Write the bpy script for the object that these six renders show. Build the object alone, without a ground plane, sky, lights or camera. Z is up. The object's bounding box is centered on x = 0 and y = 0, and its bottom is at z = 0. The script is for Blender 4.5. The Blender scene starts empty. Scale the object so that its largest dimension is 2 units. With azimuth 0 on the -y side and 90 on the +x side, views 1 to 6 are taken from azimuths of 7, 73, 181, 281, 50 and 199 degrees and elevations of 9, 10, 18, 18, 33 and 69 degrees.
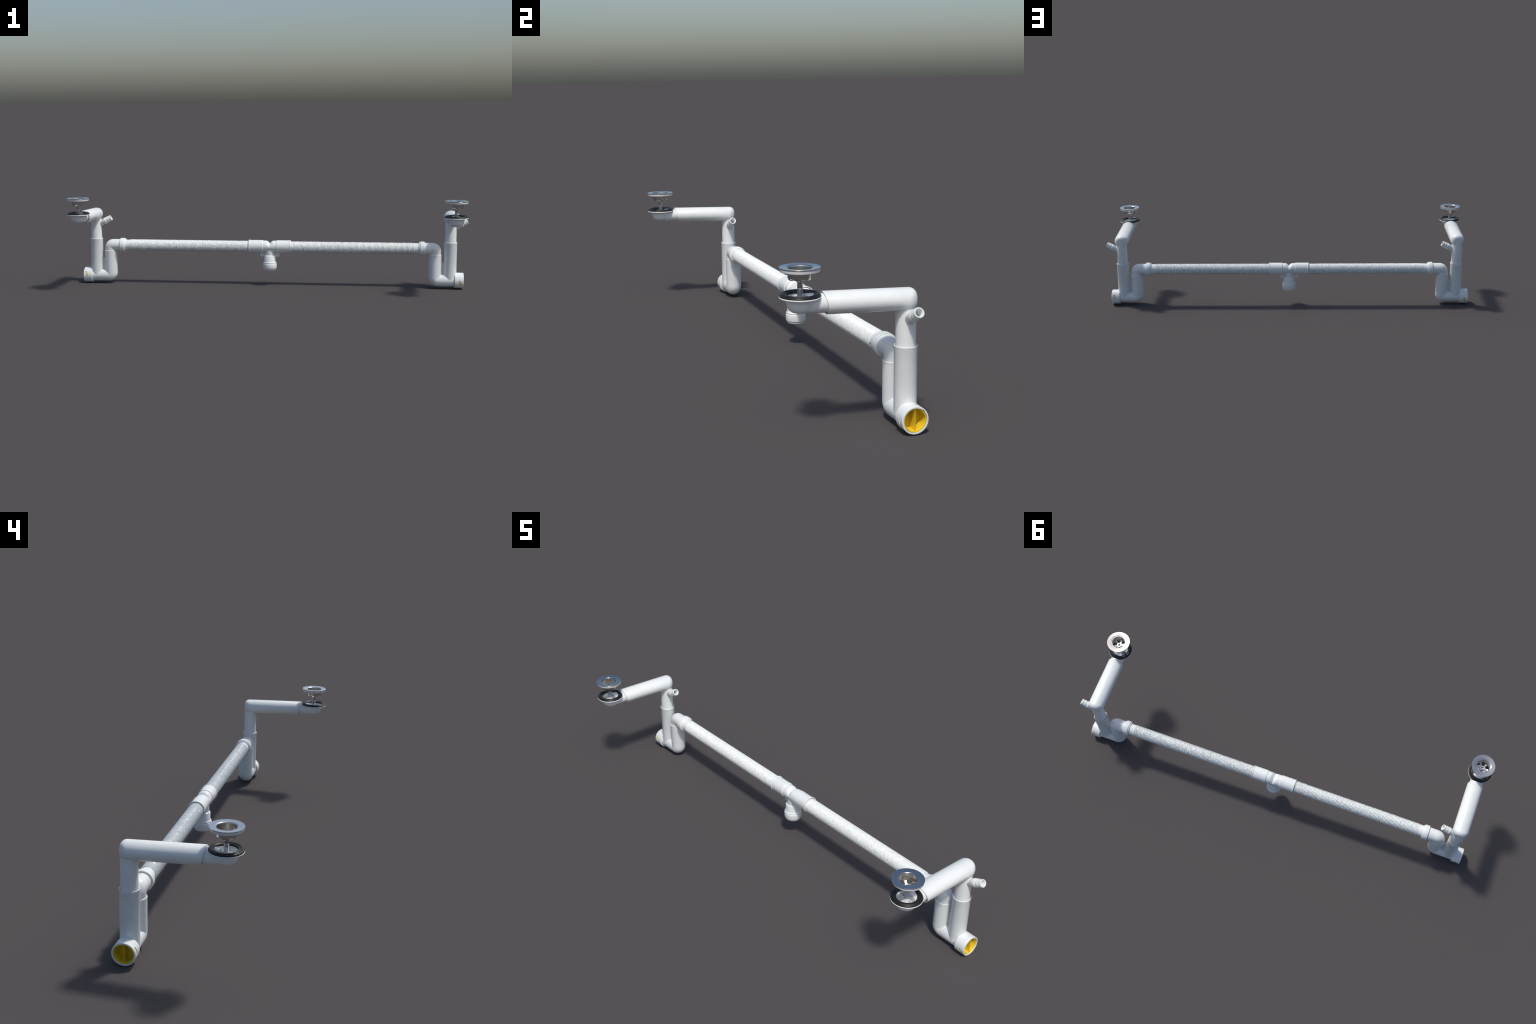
# Double sink drain kit: two bottle-less traps with drain arms and strainers,
# joined by two corrugated hoses and a centre tee.  Metres, z up.
import bpy, bmesh, math
from mathutils import Vector, Matrix, noise

PI = math.pi
X0 = -0.0105          # mirror axis of the two ends
YP = 0.1608           # all pipes of the run lie in this vertical plane
LEG = 0.9225          # distance of the inlet pipes from the axis

# ------------------------------------------------------------------ materials
def new_mat(name):
    m = bpy.data.materials.new(name)
    m.use_nodes = True
    nt = m.node_tree
    return m, nt, nt.nodes["Principled BSDF"]

def plastic(name, col_a, col_b, rough=0.32, bump=0.0, scale=60.0, stretch=(1, 1, 1), spec=0.5, bdist=0.001):
    m, nt, p = new_mat(name)
    N, L = nt.nodes, nt.links
    tc = N.new("ShaderNodeTexCoord")
    mp = N.new("ShaderNodeMapping"); mp.inputs["Scale"].default_value = stretch
    nz = N.new("ShaderNodeTexNoise")
    nz.inputs["Scale"].default_value = scale
    nz.inputs["Detail"].default_value = 4
    cr = N.new("ShaderNodeValToRGB")
    cr.color_ramp.elements[0].position = 0.35
    cr.color_ramp.elements[1].position = 0.65
    cr.color_ramp.elements[0].color = (*col_a, 1)
    cr.color_ramp.elements[1].color = (*col_b, 1)
    L.new(tc.outputs["Object"], mp.inputs["Vector"])
    L.new(mp.outputs["Vector"], nz.inputs["Vector"])
    L.new(nz.outputs["Fac"], cr.inputs["Fac"])
    L.new(cr.outputs["Color"], p.inputs["Base Color"])
    p.inputs["Roughness"].default_value = rough
    p.inputs["Specular IOR Level"].default_value = spec
    if bump:
        b = N.new("ShaderNodeBump")
        b.inputs["Strength"].default_value = bump
        b.inputs["Distance"].default_value = bdist
        L.new(nz.outputs["Fac"], b.inputs["Height"])
        L.new(b.outputs["Normal"], p.inputs["Normal"])
    return m

def metal(name, col, rough, rvar=0.05, scale=80.0):
    m, nt, p = new_mat(name)
    N, L = nt.nodes, nt.links
    tc = N.new("ShaderNodeTexCoord")
    nz = N.new("ShaderNodeTexNoise"); nz.inputs["Scale"].default_value = scale
    mr = N.new("ShaderNodeMapRange")
    mr.inputs["To Min"].default_value = rough - rvar
    mr.inputs["To Max"].default_value = rough + rvar
    L.new(tc.outputs["Object"], nz.inputs["Vector"])
    L.new(nz.outputs["Fac"], mr.inputs["Value"])
    L.new(mr.outputs["Result"], p.inputs["Roughness"])
    p.inputs["Base Color"].default_value = (*col, 1)
    p.inputs["Metallic"].default_value = 1.0
    return m

WHITE = plastic("white_plastic", (0.765, 0.795, 0.785), (0.795, 0.825, 0.815), 0.27, scale=25)
HOSE = plastic("ribbed_hose_plastic", (0.74, 0.77, 0.76), (0.82, 0.85, 0.84), 0.24,
               bump=0.45, scale=210, stretch=(1.0, 0.30, 0.30))
GASKET = plastic("white_gasket_rubber", (0.70, 0.69, 0.69), (0.76, 0.75, 0.75), 0.5, scale=40)
YELLOW = plastic("yellow_plastic", (0.79, 0.555, 0.030), (0.83, 0.595, 0.035), 0.26, scale=40)
RUBBER = plastic("black_rubber", (0.010, 0.010, 0.010), (0.016, 0.016, 0.0155), 0.42, scale=90, spec=0.35)
CHROME = metal("polished_steel", (0.62, 0.62, 0.61), 0.165, 0.0)
STEEL = metal("brushed_steel", (0.62, 0.60, 0.56), 0.30, 0.04)
BOLT = metal("zinc_steel", (0.70, 0.70, 0.74), 0.18, 0.05)

# ------------------------------------------------------------------ mesh tools
def finish(bm, name, mat, angle=32, doubles=True):
    if doubles:
        bmesh.ops.remove_doubles(bm, verts=bm.verts, dist=1e-6)
    bmesh.ops.recalc_face_normals(bm, faces=bm.faces)
    me = bpy.data.meshes.new(name)
    bm.to_mesh(me); bm.free()
    me.materials.append(mat)
    me.shade_smooth()
    me.set_sharp_from_angle(angle=math.radians(angle))
    return me

def skin(bm, rings, closed_ring=True, loop=False):
    n = len(rings[0])
    pairs = list(zip(rings[:-1], rings[1:]))
    if loop:
        pairs.append((rings[-1], rings[0]))
    for a, b in pairs:
        for i in range(n if closed_ring else n - 1):
            j = (i + 1) % n
            try:
                bm.faces.new((a[i], a[j], b[j], b[i]))
            except ValueError:
                pass

def lathe(bm, prof, segs=40, frame=None, loop=True, phase=0.0):
    """Revolve (radius, height) points round local z; frame places it."""
    M = frame or Matrix.Identity(4)
    rings = []
    for r, h in prof:
        rr = max(r, 1e-5)
        rings.append([bm.verts.new(M @ Vector((rr * math.cos(2 * PI * i / segs + phase),
                                              rr * math.sin(2 * PI * i / segs + phase), h)))
                      for i in range(segs)])
    skin(bm, rings, loop=loop)
    return rings

def axis_frame(origin, direction):
    d = Vector(direction).normalized()
    q = d.to_track_quat('Z', 'Y')
    return Matrix.Translation(origin) @ q.to_matrix().to_4x4()

def sweep(bm, pts, radii, up, segs=36, cap=True):
    """Sweep circles along a planar path; `up` is the normal of its plane."""
    up = Vector(up).normalized()
    rings = []
    for k, p in enumerate(pts):
        a = pts[max(k - 1, 0)]; b = pts[min(k + 1, len(pts) - 1)]
        t = (Vector(b) - Vector(a)).normalized()
        s = t.cross(up).normalized()
        r = radii[k] if hasattr(radii, '__len__') else radii
        rings.append([bm.verts.new(Vector(p) + up * (r * math.cos(2 * PI * i / segs)) + s * (r * math.sin(2 * PI * i / segs)))
                      for i in range(segs)])
    skin(bm, rings)
    if cap:
        bm.faces.new(rings[0]); bm.faces.new(rings[-1][::-1])
    return rings

def bend_path(p0, corner, p1, rad, n=12):
    """Two straight legs with a round bend of centre-line radius rad."""
    p0, c, p1 = Vector(p0), Vector(corner), Vector(p1)
    d0 = (p0 - c).normalized(); d1 = (p1 - c).normalized()
    cen = c + d0 * rad + d1 * rad
    out = [p0]
    for i in range(n + 1):
        a = PI / 2 * i / n
        out.append(cen - d1 * rad * math.cos(a) - d0 * rad * math.sin(a))
    out.append(p1)
    return out

def box(bm, lo, hi):
    lo, hi = Vector(lo), Vector(hi)
    M = Matrix.Translation((lo + hi) / 2) @ Matrix.Diagonal((*(hi - lo), 1))
    return bmesh.ops.create_cube(bm, size=1.0, matrix=M)["verts"]

# ------------------------------------------------------------------ scene graph
COL = bpy.context.scene.collection
def add(name, me, parent=None, loc=(0, 0, 0), rot_z=0.0):
    o = bpy.data.objects.new(name, me)
    COL.objects.link(o)
    o.location = loc
    o.rotation_euler = (0, 0, rot_z)
    if parent:
        o.parent = parent
        o.matrix_parent_inverse = Matrix.Identity(4)
    return o

root = bpy.data.objects.new("double_sink_drain", None)
COL.objects.link(root)
root.location = (0, 0, 0)
root["label"] = "white plastic double sink drain with corrugated hoses and strainers"
root["category"] = "sink drain"

# All "end" meshes are built for the right-hand (+x) end, with x measured from X0
# and y from YP; the left end is the same mesh turned half a turn about z.

# ---- trap body: foot pipe, bend, riser, inlet pipe
AZ = 0.0398           # height of the foot pipe axis
RISE = 0.8465         # riser distance from axis
def trap_mesh():
    bm = bmesh.new()
    path = bend_path((0.950, 0, AZ), (RISE, 0, AZ), (RISE, 0, 0.1715), 0.0138, 14)
    rings = sweep(bm, path, 0.0325, (0, 1, 0), 40, cap=False)     # foot stays open for the plug
    bm.faces.new(rings[-1][::-1])
    # rounded rim at the riser mouth
    lathe(bm, [(0.0300, 0.1690), (0.0328, 0.1690), (0.0330, 0.1712), (0.0325, 0.1728), (0.0305, 0.1735)],
          40, Matrix.Translation((RISE, 0, 0)))
    # inlet pipe: hollow, slightly flared lip
    lathe(bm, [(0.0322, AZ), (0.0322, 0.2300), (0.0329, 0.2320), (0.0329, 0.2352), (0.0322, 0.2360),
               (0.0306, 0.2360), (0.0302, 0.2350), (0.0302, AZ)], 44, Matrix.Translation((LEG, 0, 0)))
    return finish(bm, "trap_body", WHITE)

def web_mesh():
    bm = bmesh.new()
    vs = box(bm, (RISE + 0.028, -0.002, AZ), (LEG - 0.028, 0.002, 0.1305))
    return finish(bm, "stiffening_web", WHITE)

# ---- clean-out collar with two bayonet slots, and its yellow plug
CAP_IN, CAP_OUT, CAP_R = 0.9450, 0.9895, 0.0397
SLOT_LEAN = 0.0115
def slot_angle(a):
    """Angle from the centre of the nearer bayonet slot (two, half a turn apart)."""
    return (a + 0.27 + PI / 2) % PI - PI / 2
def collar_mesh():
    bm = bmesh.new()
    F = axis_frame((0, 0, AZ), (1, 0, 0))
    segs, wall = 72, 0.0347
    # outer skin built as a grid so the slots are real openings
    prof = [CAP_IN, CAP_IN + 0.0015, 0.953, 0.960, 0.965, 0.969, 0.9728, 0.9766, 0.980, 0.984, CAP_OUT - 0.0015, CAP_OUT]
    lean = {4: 0.5, 5: 1.0, 6: 1.0, 7: 1.0, 8: 0.5}
    def radius(x):
        if x <= CAP_IN + 1e-6: return CAP_R - 0.0012
        if x >= CAP_OUT - 1e-6: return CAP_R - 0.0010
        return CAP_R
    def notch(a):      # two bayonet entries in the mouth
        return abs((a - (PI - 0.82) + PI / 2) % PI - PI / 2) < 0.11
    outer, inner = [], []
    for k, x in enumerate(prof):
        ro, ri = [], []
        for i in range(segs):
            a = 2 * PI * i / segs
            d = slot_angle(a)
            w = lean.get(k, 0.0) * max(0.0, 1 - max(0.0, abs(d) - 0.36) / 0.3)
            xx = x - SLOT_LEAN * d * w
            r = radius(x)
            q = 0.0368 if (k >= 10 and notch(a)) else wall
            ro.append(bm.verts.new((xx, -r * math.cos(a), AZ + r * math.sin(a))))
            ri.append(bm.verts.new((xx, -q * math.cos(a), AZ + q * math.sin(a))))
        outer.append(ro); inner.append(ri)
    def is_slot(k, i):
        return k in (5, 6) and abs(slot_angle(2 * PI * (i + 0.5) / segs)) < 0.34
    K = len(prof)
    for k in range(K - 1):
        for i in range(segs):
            j = (i + 1) % segs
            if is_slot(k, i):
                for (kk, ii, e) in ((k - 1, i, 0), (k + 1, i, 1), (k, (i - 1) % segs, 2), (k, j, 3)):
                    if not is_slot(kk, ii):
                        a, b = {0: ((k, i), (k, j)), 1: ((k + 1, i), (k + 1, j)),
                                2: ((k, i), (k + 1, i)), 3: ((k, j), (k + 1, j))}[e]
                        bm.faces.new((outer[a[0]][a[1]], outer[b[0]][b[1]], inner[b[0]][b[1]], inner[a[0]][a[1]]))
                continue
            bm.faces.new((outer[k][i], outer[k][j], outer[k + 1][j], outer[k + 1][i]))
            bm.faces.new((inner[k][i], inner[k + 1][i], inner[k + 1][j], inner[k][j]))
    for i in range(segs):
        j = (i + 1) % segs
        bm.faces.new((outer[-1][i], outer[-1][j], inner[-1][j], inner[-1][i]))
        bm.faces.new((outer[0][i], inner[0][i], inner[0][j], outer[0][j]))
    # back wall down to the foot pipe
    lathe(bm, [(0.030, CAP_IN + 0.0004), (0.0340, CAP_IN + 0.0004), (0.0340, CAP_IN + 0.002), (0.030, CAP_IN + 0.002)], 40, F)
    return finish(bm, "cleanout_collar", WHITE)

def plug_mesh():
    bm = bmesh.new()
    F = axis_frame((0, 0, AZ), (1, 0, 0))
    m = CAP_OUT - 0.0022
    lathe(bm, [(0.0, m - 0.0322), (0.0285, m - 0.0322), (0.0300, m - 0.0305), (0.0309, m - 0.0010), (0.0313, m),
               (0.0336, m), (0.0340, m - 0.0008), (0.0340, m - 0.0040), (0.0320, m - 0.0050),
               (0.0320, m - 0.0355), (0.0, m - 0.0355)], 48, F, loop=False)
    # shallow step ring inside the cup
    lathe(bm, [(0.0308, m - 0.0235), (0.0288, m - 0.0237), (0.0280, m - 0.0250), (0.0280, m - 0.0328), (0.0308, m - 0.0328)], 48, F)
    # bayonet lugs that show through the collar slots
    for side in (0, PI):
        cols = []
        for i in range(9):
            d = -0.335 + 0.67 * i / 8
            a = d - 0.27 + side
            col = []
            for x, r in ((0.9694, 0.032), (0.9694, 0.0384), (0.9762, 0.0384), (0.9762, 0.032)):
                col.append(bm.verts.new((x - SLOT_LEAN * d, -r * math.cos(a), AZ + r * math.sin(a))))
            cols.append(col)
        skin(bm, cols)
        bm.faces.new(cols[0]); bm.faces.new(cols[-1])
    return finish(bm, "cleanout_plug", YELLOW)

def grip_mesh():
    bm = bmesh.new()
    m = CAP_OUT - 0.0030
    t0, t1 = 0.0009, 0.0016            # thin at the mouth, thicker at the floor
    h = 0.0306
    v = [bm.verts.new(c) for c in
         [(m, -t0, AZ - h), (m, t0, AZ - h), (m, t0, AZ + h), (m, -t0, AZ + h),
          (m - 0.031, -t1, AZ - h), (m - 0.031, t1, AZ - h), (m - 0.031, t1, AZ + h), (m - 0.031, -t1, AZ + h)]]
    for f in ((0, 1, 2, 3), (7, 6, 5, 4), (0, 4, 5, 1), (1, 5, 6, 2), (2, 6, 7, 3), (3, 7, 4, 0)):
        bm.faces.new([v[i] for i in f])
    return finish(bm, "plug_grip", YELLOW)

# ---- outlet elbow with union nut and plain hose end
HZ = 0.2010
def elbow_mesh():
    bm = bmesh.new()
    path = bend_path((RISE, 0, 0.150), (RISE, 0, HZ), (0.780, 0, HZ), 0.0135, 14)
    n = len(path)
    sweep(bm, path, [0.0295 + 0.0009 * i / (n - 1) for i in range(n)], (0, 1, 0), 40)
    return finish(bm, "outlet_elbow", WHITE)

def nut_mesh():
    bm = bmesh.new()
    F = axis_frame((0, 0, HZ), (1, 0, 0))
    lathe(bm, [(0.0270, 0.7640), (0.0322, 0.7640), (0.0330, 0.7650), (0.0330, 0.7672), (0.0342, 0.7690),
               (0.0362, 0.7698), (0.0366, 0.7712), (0.0366, 0.7902), (0.0358, 0.7914), (0.0300, 0.7914)], 40, F)
    return finish(bm, "union_nut", WHITE)

# ---- corrugated hose
HOSE_A, HOSE_B, PLAIN = 0.0990, 0.7400, 0.7680
def hose_mesh(seed):
    bm = bmesh.new()
    period, per, segs = 0.00600, 8, 64
    n = int(round((HOSE_B - HOSE_A) / period))
    rings = []
    for k in range(n * per + 1):
        x = HOSE_A + (HOSE_B - HOSE_A) * k / (n * per)
        w = (0.5 + 0.5 * math.cos(2 * PI * k / per)) ** 1.4     # 1 in the groove, 0 on the rib
        groove = (k + per // 2) // per
        ring = []
        for i in range(segs):
            a = 2 * PI * i / segs
            q = Vector((groove * 5.37 + seed, 2.7 * math.cos(a), 2.7 * math.sin(a)))
            n1 = noise.noise(q)
            n2 = noise.noise(Vector((x * 260 + seed, 3.0 * math.cos(a), 3.0 * math.sin(a))))
            depth = 0.0042 * min(1.25, max(0.35, 0.88 + 0.85 * n1))
            r = 0.0302 - depth * w + 0.00032 * n2 * (1 - w)
            dx = 0.0003 * noise.noise(q * 1.3 + Vector((9, 4, 2))) * w
            ring.append(bm.verts.new((x + dx, r * math.cos(a), HZ + r * math.sin(a))))
        rings.append(ring)
    skin(bm, rings)
    return finish(bm, "flexible_hose", HOSE, angle=80)

def hose_end_mesh():
    bm = bmesh.new()
    lathe(bm, [(0.0250, HOSE_B - 0.001), (0.0276, HOSE_B - 0.001), (0.0279, HOSE_B + 0.0005), (0.0279, PLAIN), (0.0250, PLAIN)], 40,
          axis_frame((0, 0, HZ), (1, 0, 0)))
    return finish(bm, "hose_cuff", WHITE)

# ---- centre tee: two sleeves meeting in a notch above the outlet neck
TZ = 0.2026
def tee_mesh():
    bm = bmesh.new()
    half = [(0.1085, 0.0336), (0.1080, 0.0343), (0.1050, 0.0343), (0.1040, 0.0326), (0.0365, 0.0326), (0.0352, 0.0316),
            (0.0346, 0.0302), (0.0250, 0.0302), (0.0190, 0.0302), (0.0160, 0.0302), (0.0130, 0.0302),
            (0.0100, 0.0302), (0.0075, 0.0302), (0.0050, 0.0302), (0.0025, 0.0302), (0.0, 0.0302)]
    sec = [(-x, r) for x, r in half] + [(x, r) for x, r in half[-2::-1]]
    segs = 48
    rings = []
    for x, r in sec:
        d = max(0.0, 1 - abs(x) / 0.0165)
        drop = 0.37 * (d ** 1.35)
        ring = []
        for i in range(segs):
            a = 2 * PI * i / segs
            y, z = r * math.cos(a), r * math.sin(a)
            if z > -0.006:
                z -= (z + 0.006) * drop
            ring.append(bm.verts.new((x, y, TZ + z)))
        rings.append(ring)
    # bores at both ends
    def bore(sgn):
        out = []
        for x, r in ((0.1085, 0.0316), (0.1075, 0.0311), (0.0900, 0.0308), (0.0900, 0.0250)):
            out.append([bm.verts.new((sgn * x, r * math.cos(2 * PI * i / segs), TZ + r * math.sin(2 * PI * i / segs))) for i in range(segs)])
        return out
    skin(bm, bore(-1)[::-1] + rings + bore(1))
    return finish(bm, "tee_fitting", WHITE, angle=26)

def outlet_mesh():
    bm = bmesh.new()
    lathe(bm, [(0.0255, 0.1950), (0.0255, 0.1580), (0.0268, 0.1573), (0.0298, 0.1558), (0.0306, 0.1546), (0.0310, 0.1245),
               (0.0318, 0.1228), (0.0345, 0.1212), (0.0352, 0.1198), (0.0350, 0.1182), (0.0338, 0.1168), (0.0340, 0.1152),
               (0.0360, 0.1140), (0.0366, 0.1124), (0.0366, 0.0922), (0.0360, 0.0906), (0.0332, 0.0890),
               (0.0322, 0.0884), (0.0320, 0.0834), (0.0312, 0.0820), (0.0262, 0.0820), (0.0255, 0.0835), (0.0240, 0.1450), (0.0, 0.1450)],
          44, None, loop=False)
    return finish(bm, "outlet_socket", WHITE, angle=33)

def ear_mesh():
    bm = bmesh.new()
    n, t = 24, 0.0020
    cx, cz = 0.0405, 0.1590
    rings = []
    for (yy, kind) in ((-t, 'o'), (t, 'o'), (t, 'i'), (-t, 'i')):
        ring = []
        for i in range(n):
            a = 2 * PI * i / n
            c, s = math.cos(a), math.sin(a)
            if kind == 'i':
                ring.append(bm.verts.new((cx + 0.0034 * c, yy, cz + 0.0034 * s)))
            else:
                e = 0.0092 / max(abs(c), abs(s), (abs(c) + abs(s)) / 1.62)
                ex = e * c * (1.45 if c < 0 else 1.0)
                ring.append(bm.verts.new((cx + ex, yy, cz + e * s)))
        rings.append(ring)
    skin(bm, rings, loop=True)
    return finish(bm, "mounting_ear", WHITE)

# ---- drain arm (origin at inlet axis; arm runs towards -y), tilts up slightly
ARM_Z, ARM_R, ARM_LEN, SLOPE = 0.3655, 0.0313, 0.2385, 0.0385
OVAL = 1.215           # the arm is wider than high
def tailpiece_mesh():
    bm = bmesh.new()
    lathe(bm, [(0.0282, 0.120), (0.0282, 0.376), (0.0275, 0.379), (0.0255, 0.380), (0.0255, 0.120)], 40)
    return finish(bm, "tailpiece_pipe", WHITE)

def arm_mesh():
    bm = bmesh.new()
    segs, r, R, rb = 48, ARM_R, 0.0278, 0.0185
    def ring(f):
        return [bm.verts.new(f(2 * PI * i / segs)) for i in range(segs)]
    def P(along, k, a):
        # along = distance from the inlet axis towards -y
        return Vector((OVAL * k * math.cos(a), -along, ARM_Z + SLOPE * along + k * math.sin(a)))
    mouth = lambda k, a: ARM_LEN + 0.17 * k * math.sin(a)
    back = lambda k, a: -R * math.sqrt(max(1 - abs(OVAL * k * math.cos(a) / 0.0410) ** 2.5, 1e-9))
    rings = [ring(lambda a: P(0.10, 0.0285, a)), ring(lambda a: P(mouth(0.0288, a), 0.0288, a)),
             ring(lambda a: P(mouth(0.0293, a) + 0.0006, 0.0293, a)),
             ring(lambda a: P(mouth(r, a) + 0.0006, r - 0.0005, a)), ring(lambda a: P(mouth(r, a) - 0.0006, r, a)),
             ring(lambda a: P(0.03, r, a))]
    for j in range(0, 9):
        ph = PI / 2 * j / 8
        k = r - rb * (1 - math.cos(ph))
        rings.append(ring(lambda a, k=k, ph=ph: P(back(k, a) + rb * (1 - math.sin(ph)), k, a)))
    k0 = r - rb
    for f in (0.66, 0.33, 0.001):
        rings.append(ring(lambda a, k=k0 * f: P(back(k, a), k, a)))
    skin(bm, rings)
    return finish(bm, "drain_arm", WHITE, angle=40)

def nozzle_mesh():
    bm = bmesh.new()
    a = math.radians(28.0)
    d = Vector((math.cos(a), 0, math.sin(a)))
    tip = Vector((0.0815, 0, 0.3448))
    L = 0.0942
    F = axis_frame(tip - d * L, d)
    lathe(bm, [(0.0145, 0.010), (0.0150, 0.0480), (0.0156, 0.0490), (0.0158, 0.0520), (0.0148, 0.0535), (0.0150, 0.0555),
               (0.0172, 0.0570), (0.0172, 0.0585), (0.0158, 0.0690), (0.0149, 0.0700), (0.0150, 0.0715), (0.0165, 0.0725),
               (0.0164, 0.0740), (0.0150, 0.0830), (0.0146, 0.0840), (0.0151, 0.0855), (0.0150, L - 0.001), (0.0143, L),
               (0.0115, L), (0.0108, L - 0.001), (0.0106, 0.016), (0.0, 0.016)], 24, F, loop=False)
    return finish(bm, "hose_nozzle", WHITE, angle=38)

# ---- drain bowl (origin at bowl axis)
FZ = 0.3975           # top of flange
def bowl_mesh():
    bm = bmesh.new()
    lathe(bm, [(0.0, 0.3525), (0.0130, 0.3530), (0.0225, 0.3555), (0.0305, 0.3615), (0.0352, 0.3695), (0.0382, 0.3790), (0.0394, 0.3875),
               (0.0398, 0.3925), (0.0545, 0.3932), (0.0562, 0.3945), (0.0562, 0.3965), (0.0552, FZ),
               (0.0385, FZ), (0.0375, 0.3960), (0.0352, 0.3850), (0.0300, 0.3720), (0.0220, 0.3625), (0.0100, 0.3590), (0.0, 0.3585)],
          44, None, loop=False)
    # stub into the arm
    y0 = 0.015
    along = lambda y: (-0.1445 + y) - YP          # local y -> distance along the arm (negative)
    z = lambda y: ARM_Z + SLOPE * (-along(y))
    d = Vector((0, 1, -SLOPE))
    F = axis_frame((0, y0, z(y0)), d) @ Matrix.Diagonal((1.16, 1, 1, 1))
    lathe(bm, [(0.0, 0.0), (0.0268, 0.0), (0.0268, 0.095), (0.024, 0.095)], 40, F, loop=False)
    return finish(bm, "drain_bowl", WHITE, angle=40)

def spider_mesh():
    bm = bmesh.new()
    # hub and four ribs that carry the screw
    lathe(bm, [(0.0, 0.3560), (0.0125, 0.3560), (0.0104, 0.3920), (0.0097, 0.3932), (0.0, 0.3932)], 32, None, loop=False)
    for q in range(4):
        M = Matrix.Rotation(PI / 2 * q, 4, 'Z')
        t0, t1 = 0.0022, 0.0014
        pts = [(0.006, -t0, 0.358), (0.006, t0, 0.358), (0.006, t1, 0.3922), (0.006, -t1, 0.3922),
               (0.0362, -t0, 0.374), (0.0362, t0, 0.374), (0.0362, t1, 0.3912), (0.0362, -t1, 0.3912)]
        v = [bm.verts.new(M @ Vector(p)) for p in pts]
        for f in ((3, 2, 1, 0), (4, 5, 6, 7), (0, 1, 5, 4), (1, 2, 6, 5), (2, 3, 7, 6), (3, 0, 4, 7)):
            bm.faces.new([v[i] for i in f])
    return finish(bm, "screw_spider", WHITE)

def gasket_mesh():
    bm = bmesh.new()
    lathe(bm, [(0.0355, FZ + 0.0003), (0.0357, 0.4010), (0.0372, 0.4035), (0.0395, 0.4042), (0.0418, 0.4036), (0.0428, 0.4040),
               (0.0450, 0.4060), (0.0480, 0.4064), (0.0505, 0.4052), (0.0516, 0.4036), (0.0532, 0.4030), (0.0548, 0.4015),
               (0.0556, 0.3992), (0.0554, FZ + 0.0003)], 48)
    return finish(bm, "rubber_gasket", RUBBER, angle=30)

def screw_mesh():
    bm = bmesh.new()
    prof = [(0.0, 0.380), (0.0078, 0.380)]
    z = 0.3925
    while z < 0.4180:
        prof += [(0.0080, z), (0.0080, z + 0.0010), (0.0072, z + 0.0016), (0.0072, z + 0.0026)]
        z += 0.0034
    prof += [(0.0080, 0.4190), (0.0076, 0.4200), (0.0060, 0.4202), (0.0060, 0.4440), (0.0105, 0.4446), (0.0112, 0.4452), (0.0112, 0.4464), (0.0106, 0.4470),
             (0.0060, 0.4470), (0.0056, 0.4466), (0.0054, 0.4380), (0.0, 0.4380)]
    lathe(bm, prof, 24, None, loop=False)
    return finish(bm, "drain_screw", BOLT)

def sleeve_mesh():
    bm = bmesh.new()
    lathe(bm, [(0.0062, 0.4204), (0.0072, 0.4204), (0.0074, 0.4212), (0.0074, 0.4398), (0.0062, 0.4398)], 28)
    return finish(bm, "screw_sleeve", STEEL)

TOPZ = 0.4762
def rim_mesh():
    bm = bmesh.new()
    lathe(bm, [(0.0547, TOPZ - 0.0026), (0.0551, TOPZ - 0.0022), (0.0551, TOPZ - 0.0005), (0.0547, TOPZ), (0.0542, TOPZ - 0.00003), (0.0368, TOPZ - 0.00115), (0.0363, TOPZ - 0.00120), (0.0353, TOPZ - 0.0016),
               (0.0344, TOPZ - 0.0023), (0.0337, TOPZ - 0.0032), (0.0333, TOPZ - 0.0045), (0.0322, TOPZ - 0.0045), (0.0326, TOPZ - 0.0026)], 56)
    return finish(bm, "strainer_rim", CHROME, angle=24)

def rim_gasket_mesh():
    bm = bmesh.new()
    lathe(bm, [(0.0345, TOPZ - 0.0028), (0.0536, TOPZ - 0.0028), (0.0536, 0.4665), (0.0528, 0.4648), (0.0500, 0.4642), (0.0345, 0.4642)], 48)
    return finish(bm, "strainer_seal", GASKET)

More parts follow.
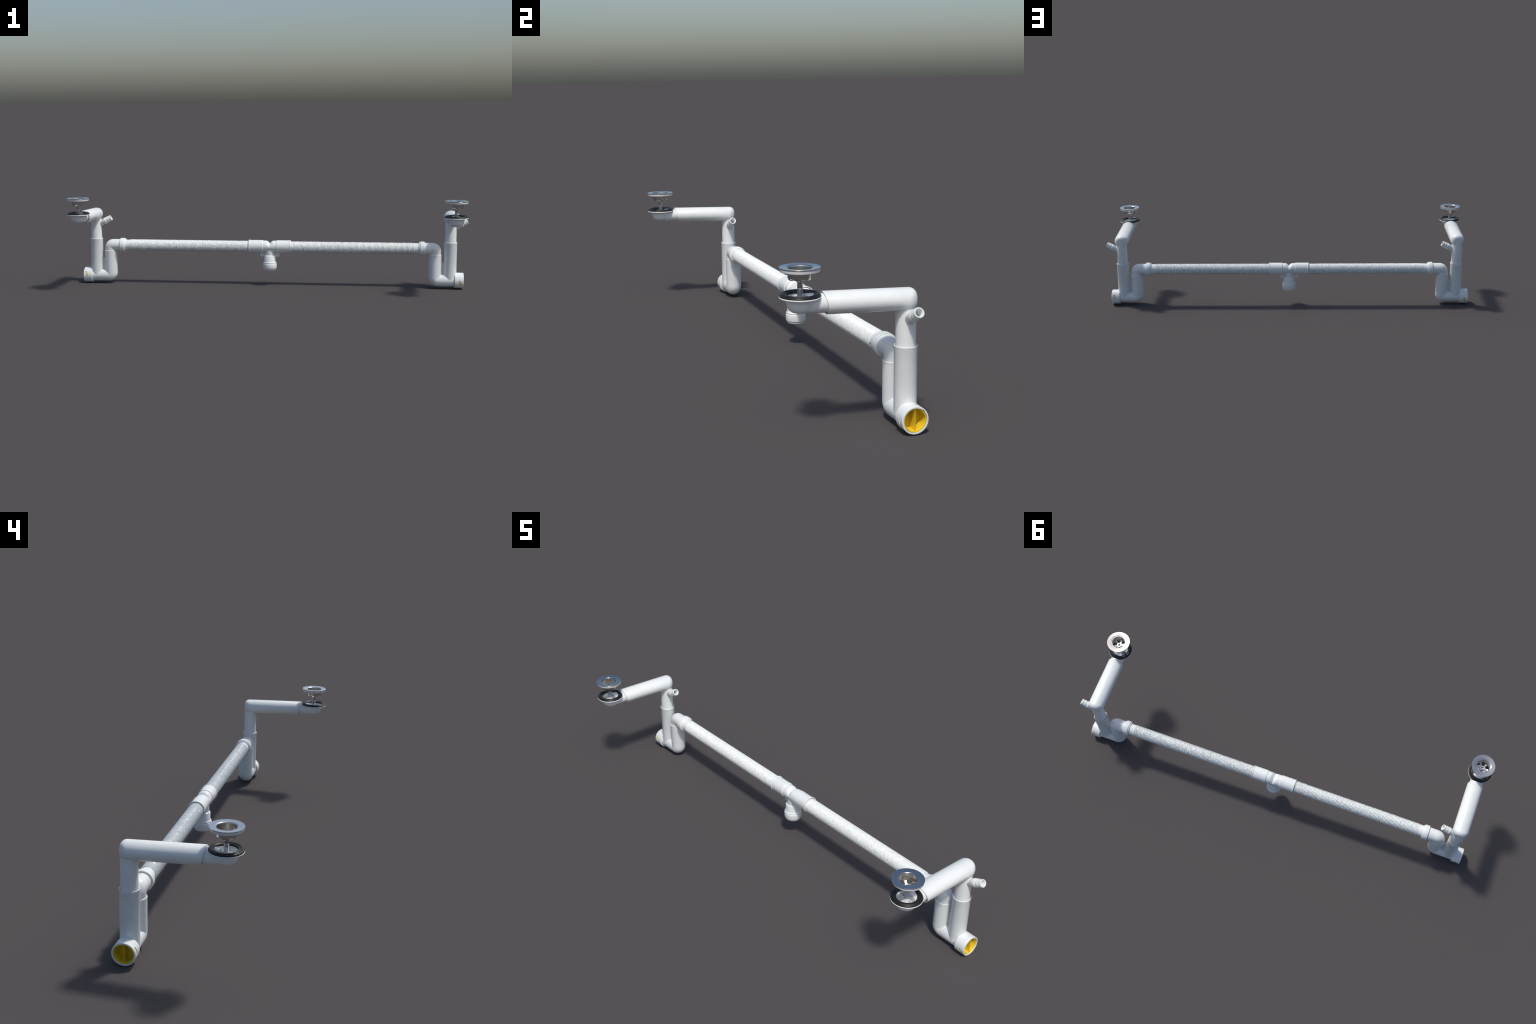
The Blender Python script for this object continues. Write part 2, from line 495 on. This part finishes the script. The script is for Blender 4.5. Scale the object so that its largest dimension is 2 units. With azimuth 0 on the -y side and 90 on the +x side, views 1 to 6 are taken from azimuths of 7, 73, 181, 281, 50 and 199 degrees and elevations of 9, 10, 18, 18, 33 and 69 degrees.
def basket_mesh():
    """Steel cup: rounded floor pierced by six openings between spokes."""
    bm = bmesh.new()
    segs = 72
    zb = 0.4408
    out = [(0.0332, TOPZ - 0.0044), (0.0330, 0.4640), (0.0326, 0.4520), (0.0322, 0.4470), (0.0312, 0.4440), (0.0292, 0.4418), (0.0265, 0.4410),
           (0.0225, 0.4408), (0.0180, 0.4406), (0.0145, 0.4404), (0.0120, 0.4400), (0.0060, 0.4396)]
    t = 0.0016
    rings = []
    for r, z in out:
        rings.append(([bm.verts.new((r * math.cos(2 * PI * i / segs), r * math.sin(2 * PI * i / segs), z)) for i in range(segs)],
                      [bm.verts.new(((r - (t if z > 0.445 else t * 0.6)) * math.cos(2 * PI * i / segs), (r - (t if z > 0.445 else t * 0.6)) * math.sin(2 * PI * i / segs), z + (t if z < 0.445 else 0))) for i in range(segs)]))
    K = len(rings)
    def hole(k, i):
        k0 = i % 12
        if not (3 <= k <= 8): return False
        m = {3: 3, 4: 2, 5: 2, 6: 2, 7: 2, 8: 2}[k]
        return m <= k0 < 12 - m + 0
    for k in range(K - 1):
        for i in range(segs):
            j = (i + 1) % segs
            if hole(k, i):
                for kk, ii, e in ((k - 1, i, ((k, i), (k, j))), (k + 1, i, ((k + 1, i), (k + 1, j))),
                                  (k, (i - 1) % segs, ((k, i), (k + 1, i))), (k, j, ((k, j), (k + 1, j)))):
                    if not hole(kk, ii):
                        (a, b), (c, d) = e
                        bm.faces.new((rings[a][0][b], rings[c][0][d], rings[c][1][d], rings[a][1][b]))
                continue
            bm.faces.new((rings[k][0][i], rings[k][0][j], rings[k + 1][0][j], rings[k + 1][0][i]))
            bm.faces.new((rings[k][1][i], rings[k + 1][1][i], rings[k + 1][1][j], rings[k][1][j]))
    for i in range(segs):
        j = (i + 1) % segs
        bm.faces.new((rings[0][0][i], rings[0][1][i], rings[0][1][j], rings[0][0][j]))
    return finish(bm, "strainer_basket", STEEL, angle=45)

# ------------------------------------------------------------------ assembly
trap, web, collar, plug, grip = trap_mesh(), web_mesh(), collar_mesh(), plug_mesh(), grip_mesh()
elbow, nut = elbow_mesh(), nut_mesh()
cuff = hose_end_mesh()
tail, arm, nozzle = tailpiece_mesh(), arm_mesh(), nozzle_mesh()
bowl, spider, gasket, screw = bowl_mesh(), spider_mesh(), gasket_mesh(), screw_mesh()
sleeve = sleeve_mesh()
rim, seal, basket = rim_mesh(), rim_gasket_mesh(), basket_mesh()
BOWL_Y = -0.1445

for k, sgn in enumerate((1, -1)):
    rz = 0.0 if sgn > 0 else PI
    base = (X0, YP, 0)
    t = add("trap_body", trap, root, base, rz)
    add("stiffening_web", web, t)
    add("cleanout_collar", collar, t)
    add("cleanout_plug", plug, t)
    add("plug_grip", grip, t)
    e = add("outlet_elbow", elbow, root, base, rz)
    add("union_nut", nut, e)
    h = add("flexible_hose", hose_mesh(11.3 + 40 * k), root, base, rz)
    add("hose_cuff", cuff, h)
    x = X0 + sgn * LEG
    p = add("tailpiece_pipe", tail, root, (x, YP, 0))
    add("hose_nozzle", nozzle, p)
    add("drain_arm", arm, root, (x, YP, 0))
    b = add("drain_bowl", bowl, root, (x, BOWL_Y, 0))
    add("screw_spider", spider, b)
    add("rubber_gasket", gasket, b)
    r = add("strainer_rim", rim, root, (x, BOWL_Y, 0))
    add("strainer_seal", seal, r)
    add("strainer_basket", basket, r, rot_z=(-PI / 2 if sgn > 0 else -PI / 2 + PI / 6))
    add("drain_screw", screw, r)
    add("screw_sleeve", sleeve, r)

tee = add("tee_fitting", tee_mesh(), root, (X0, YP, 0))
add("outlet_socket", outlet_mesh(), tee)
ear = ear_mesh()
add("mounting_ear", ear, tee)
add("mounting_ear", ear, tee, rot_z=PI)
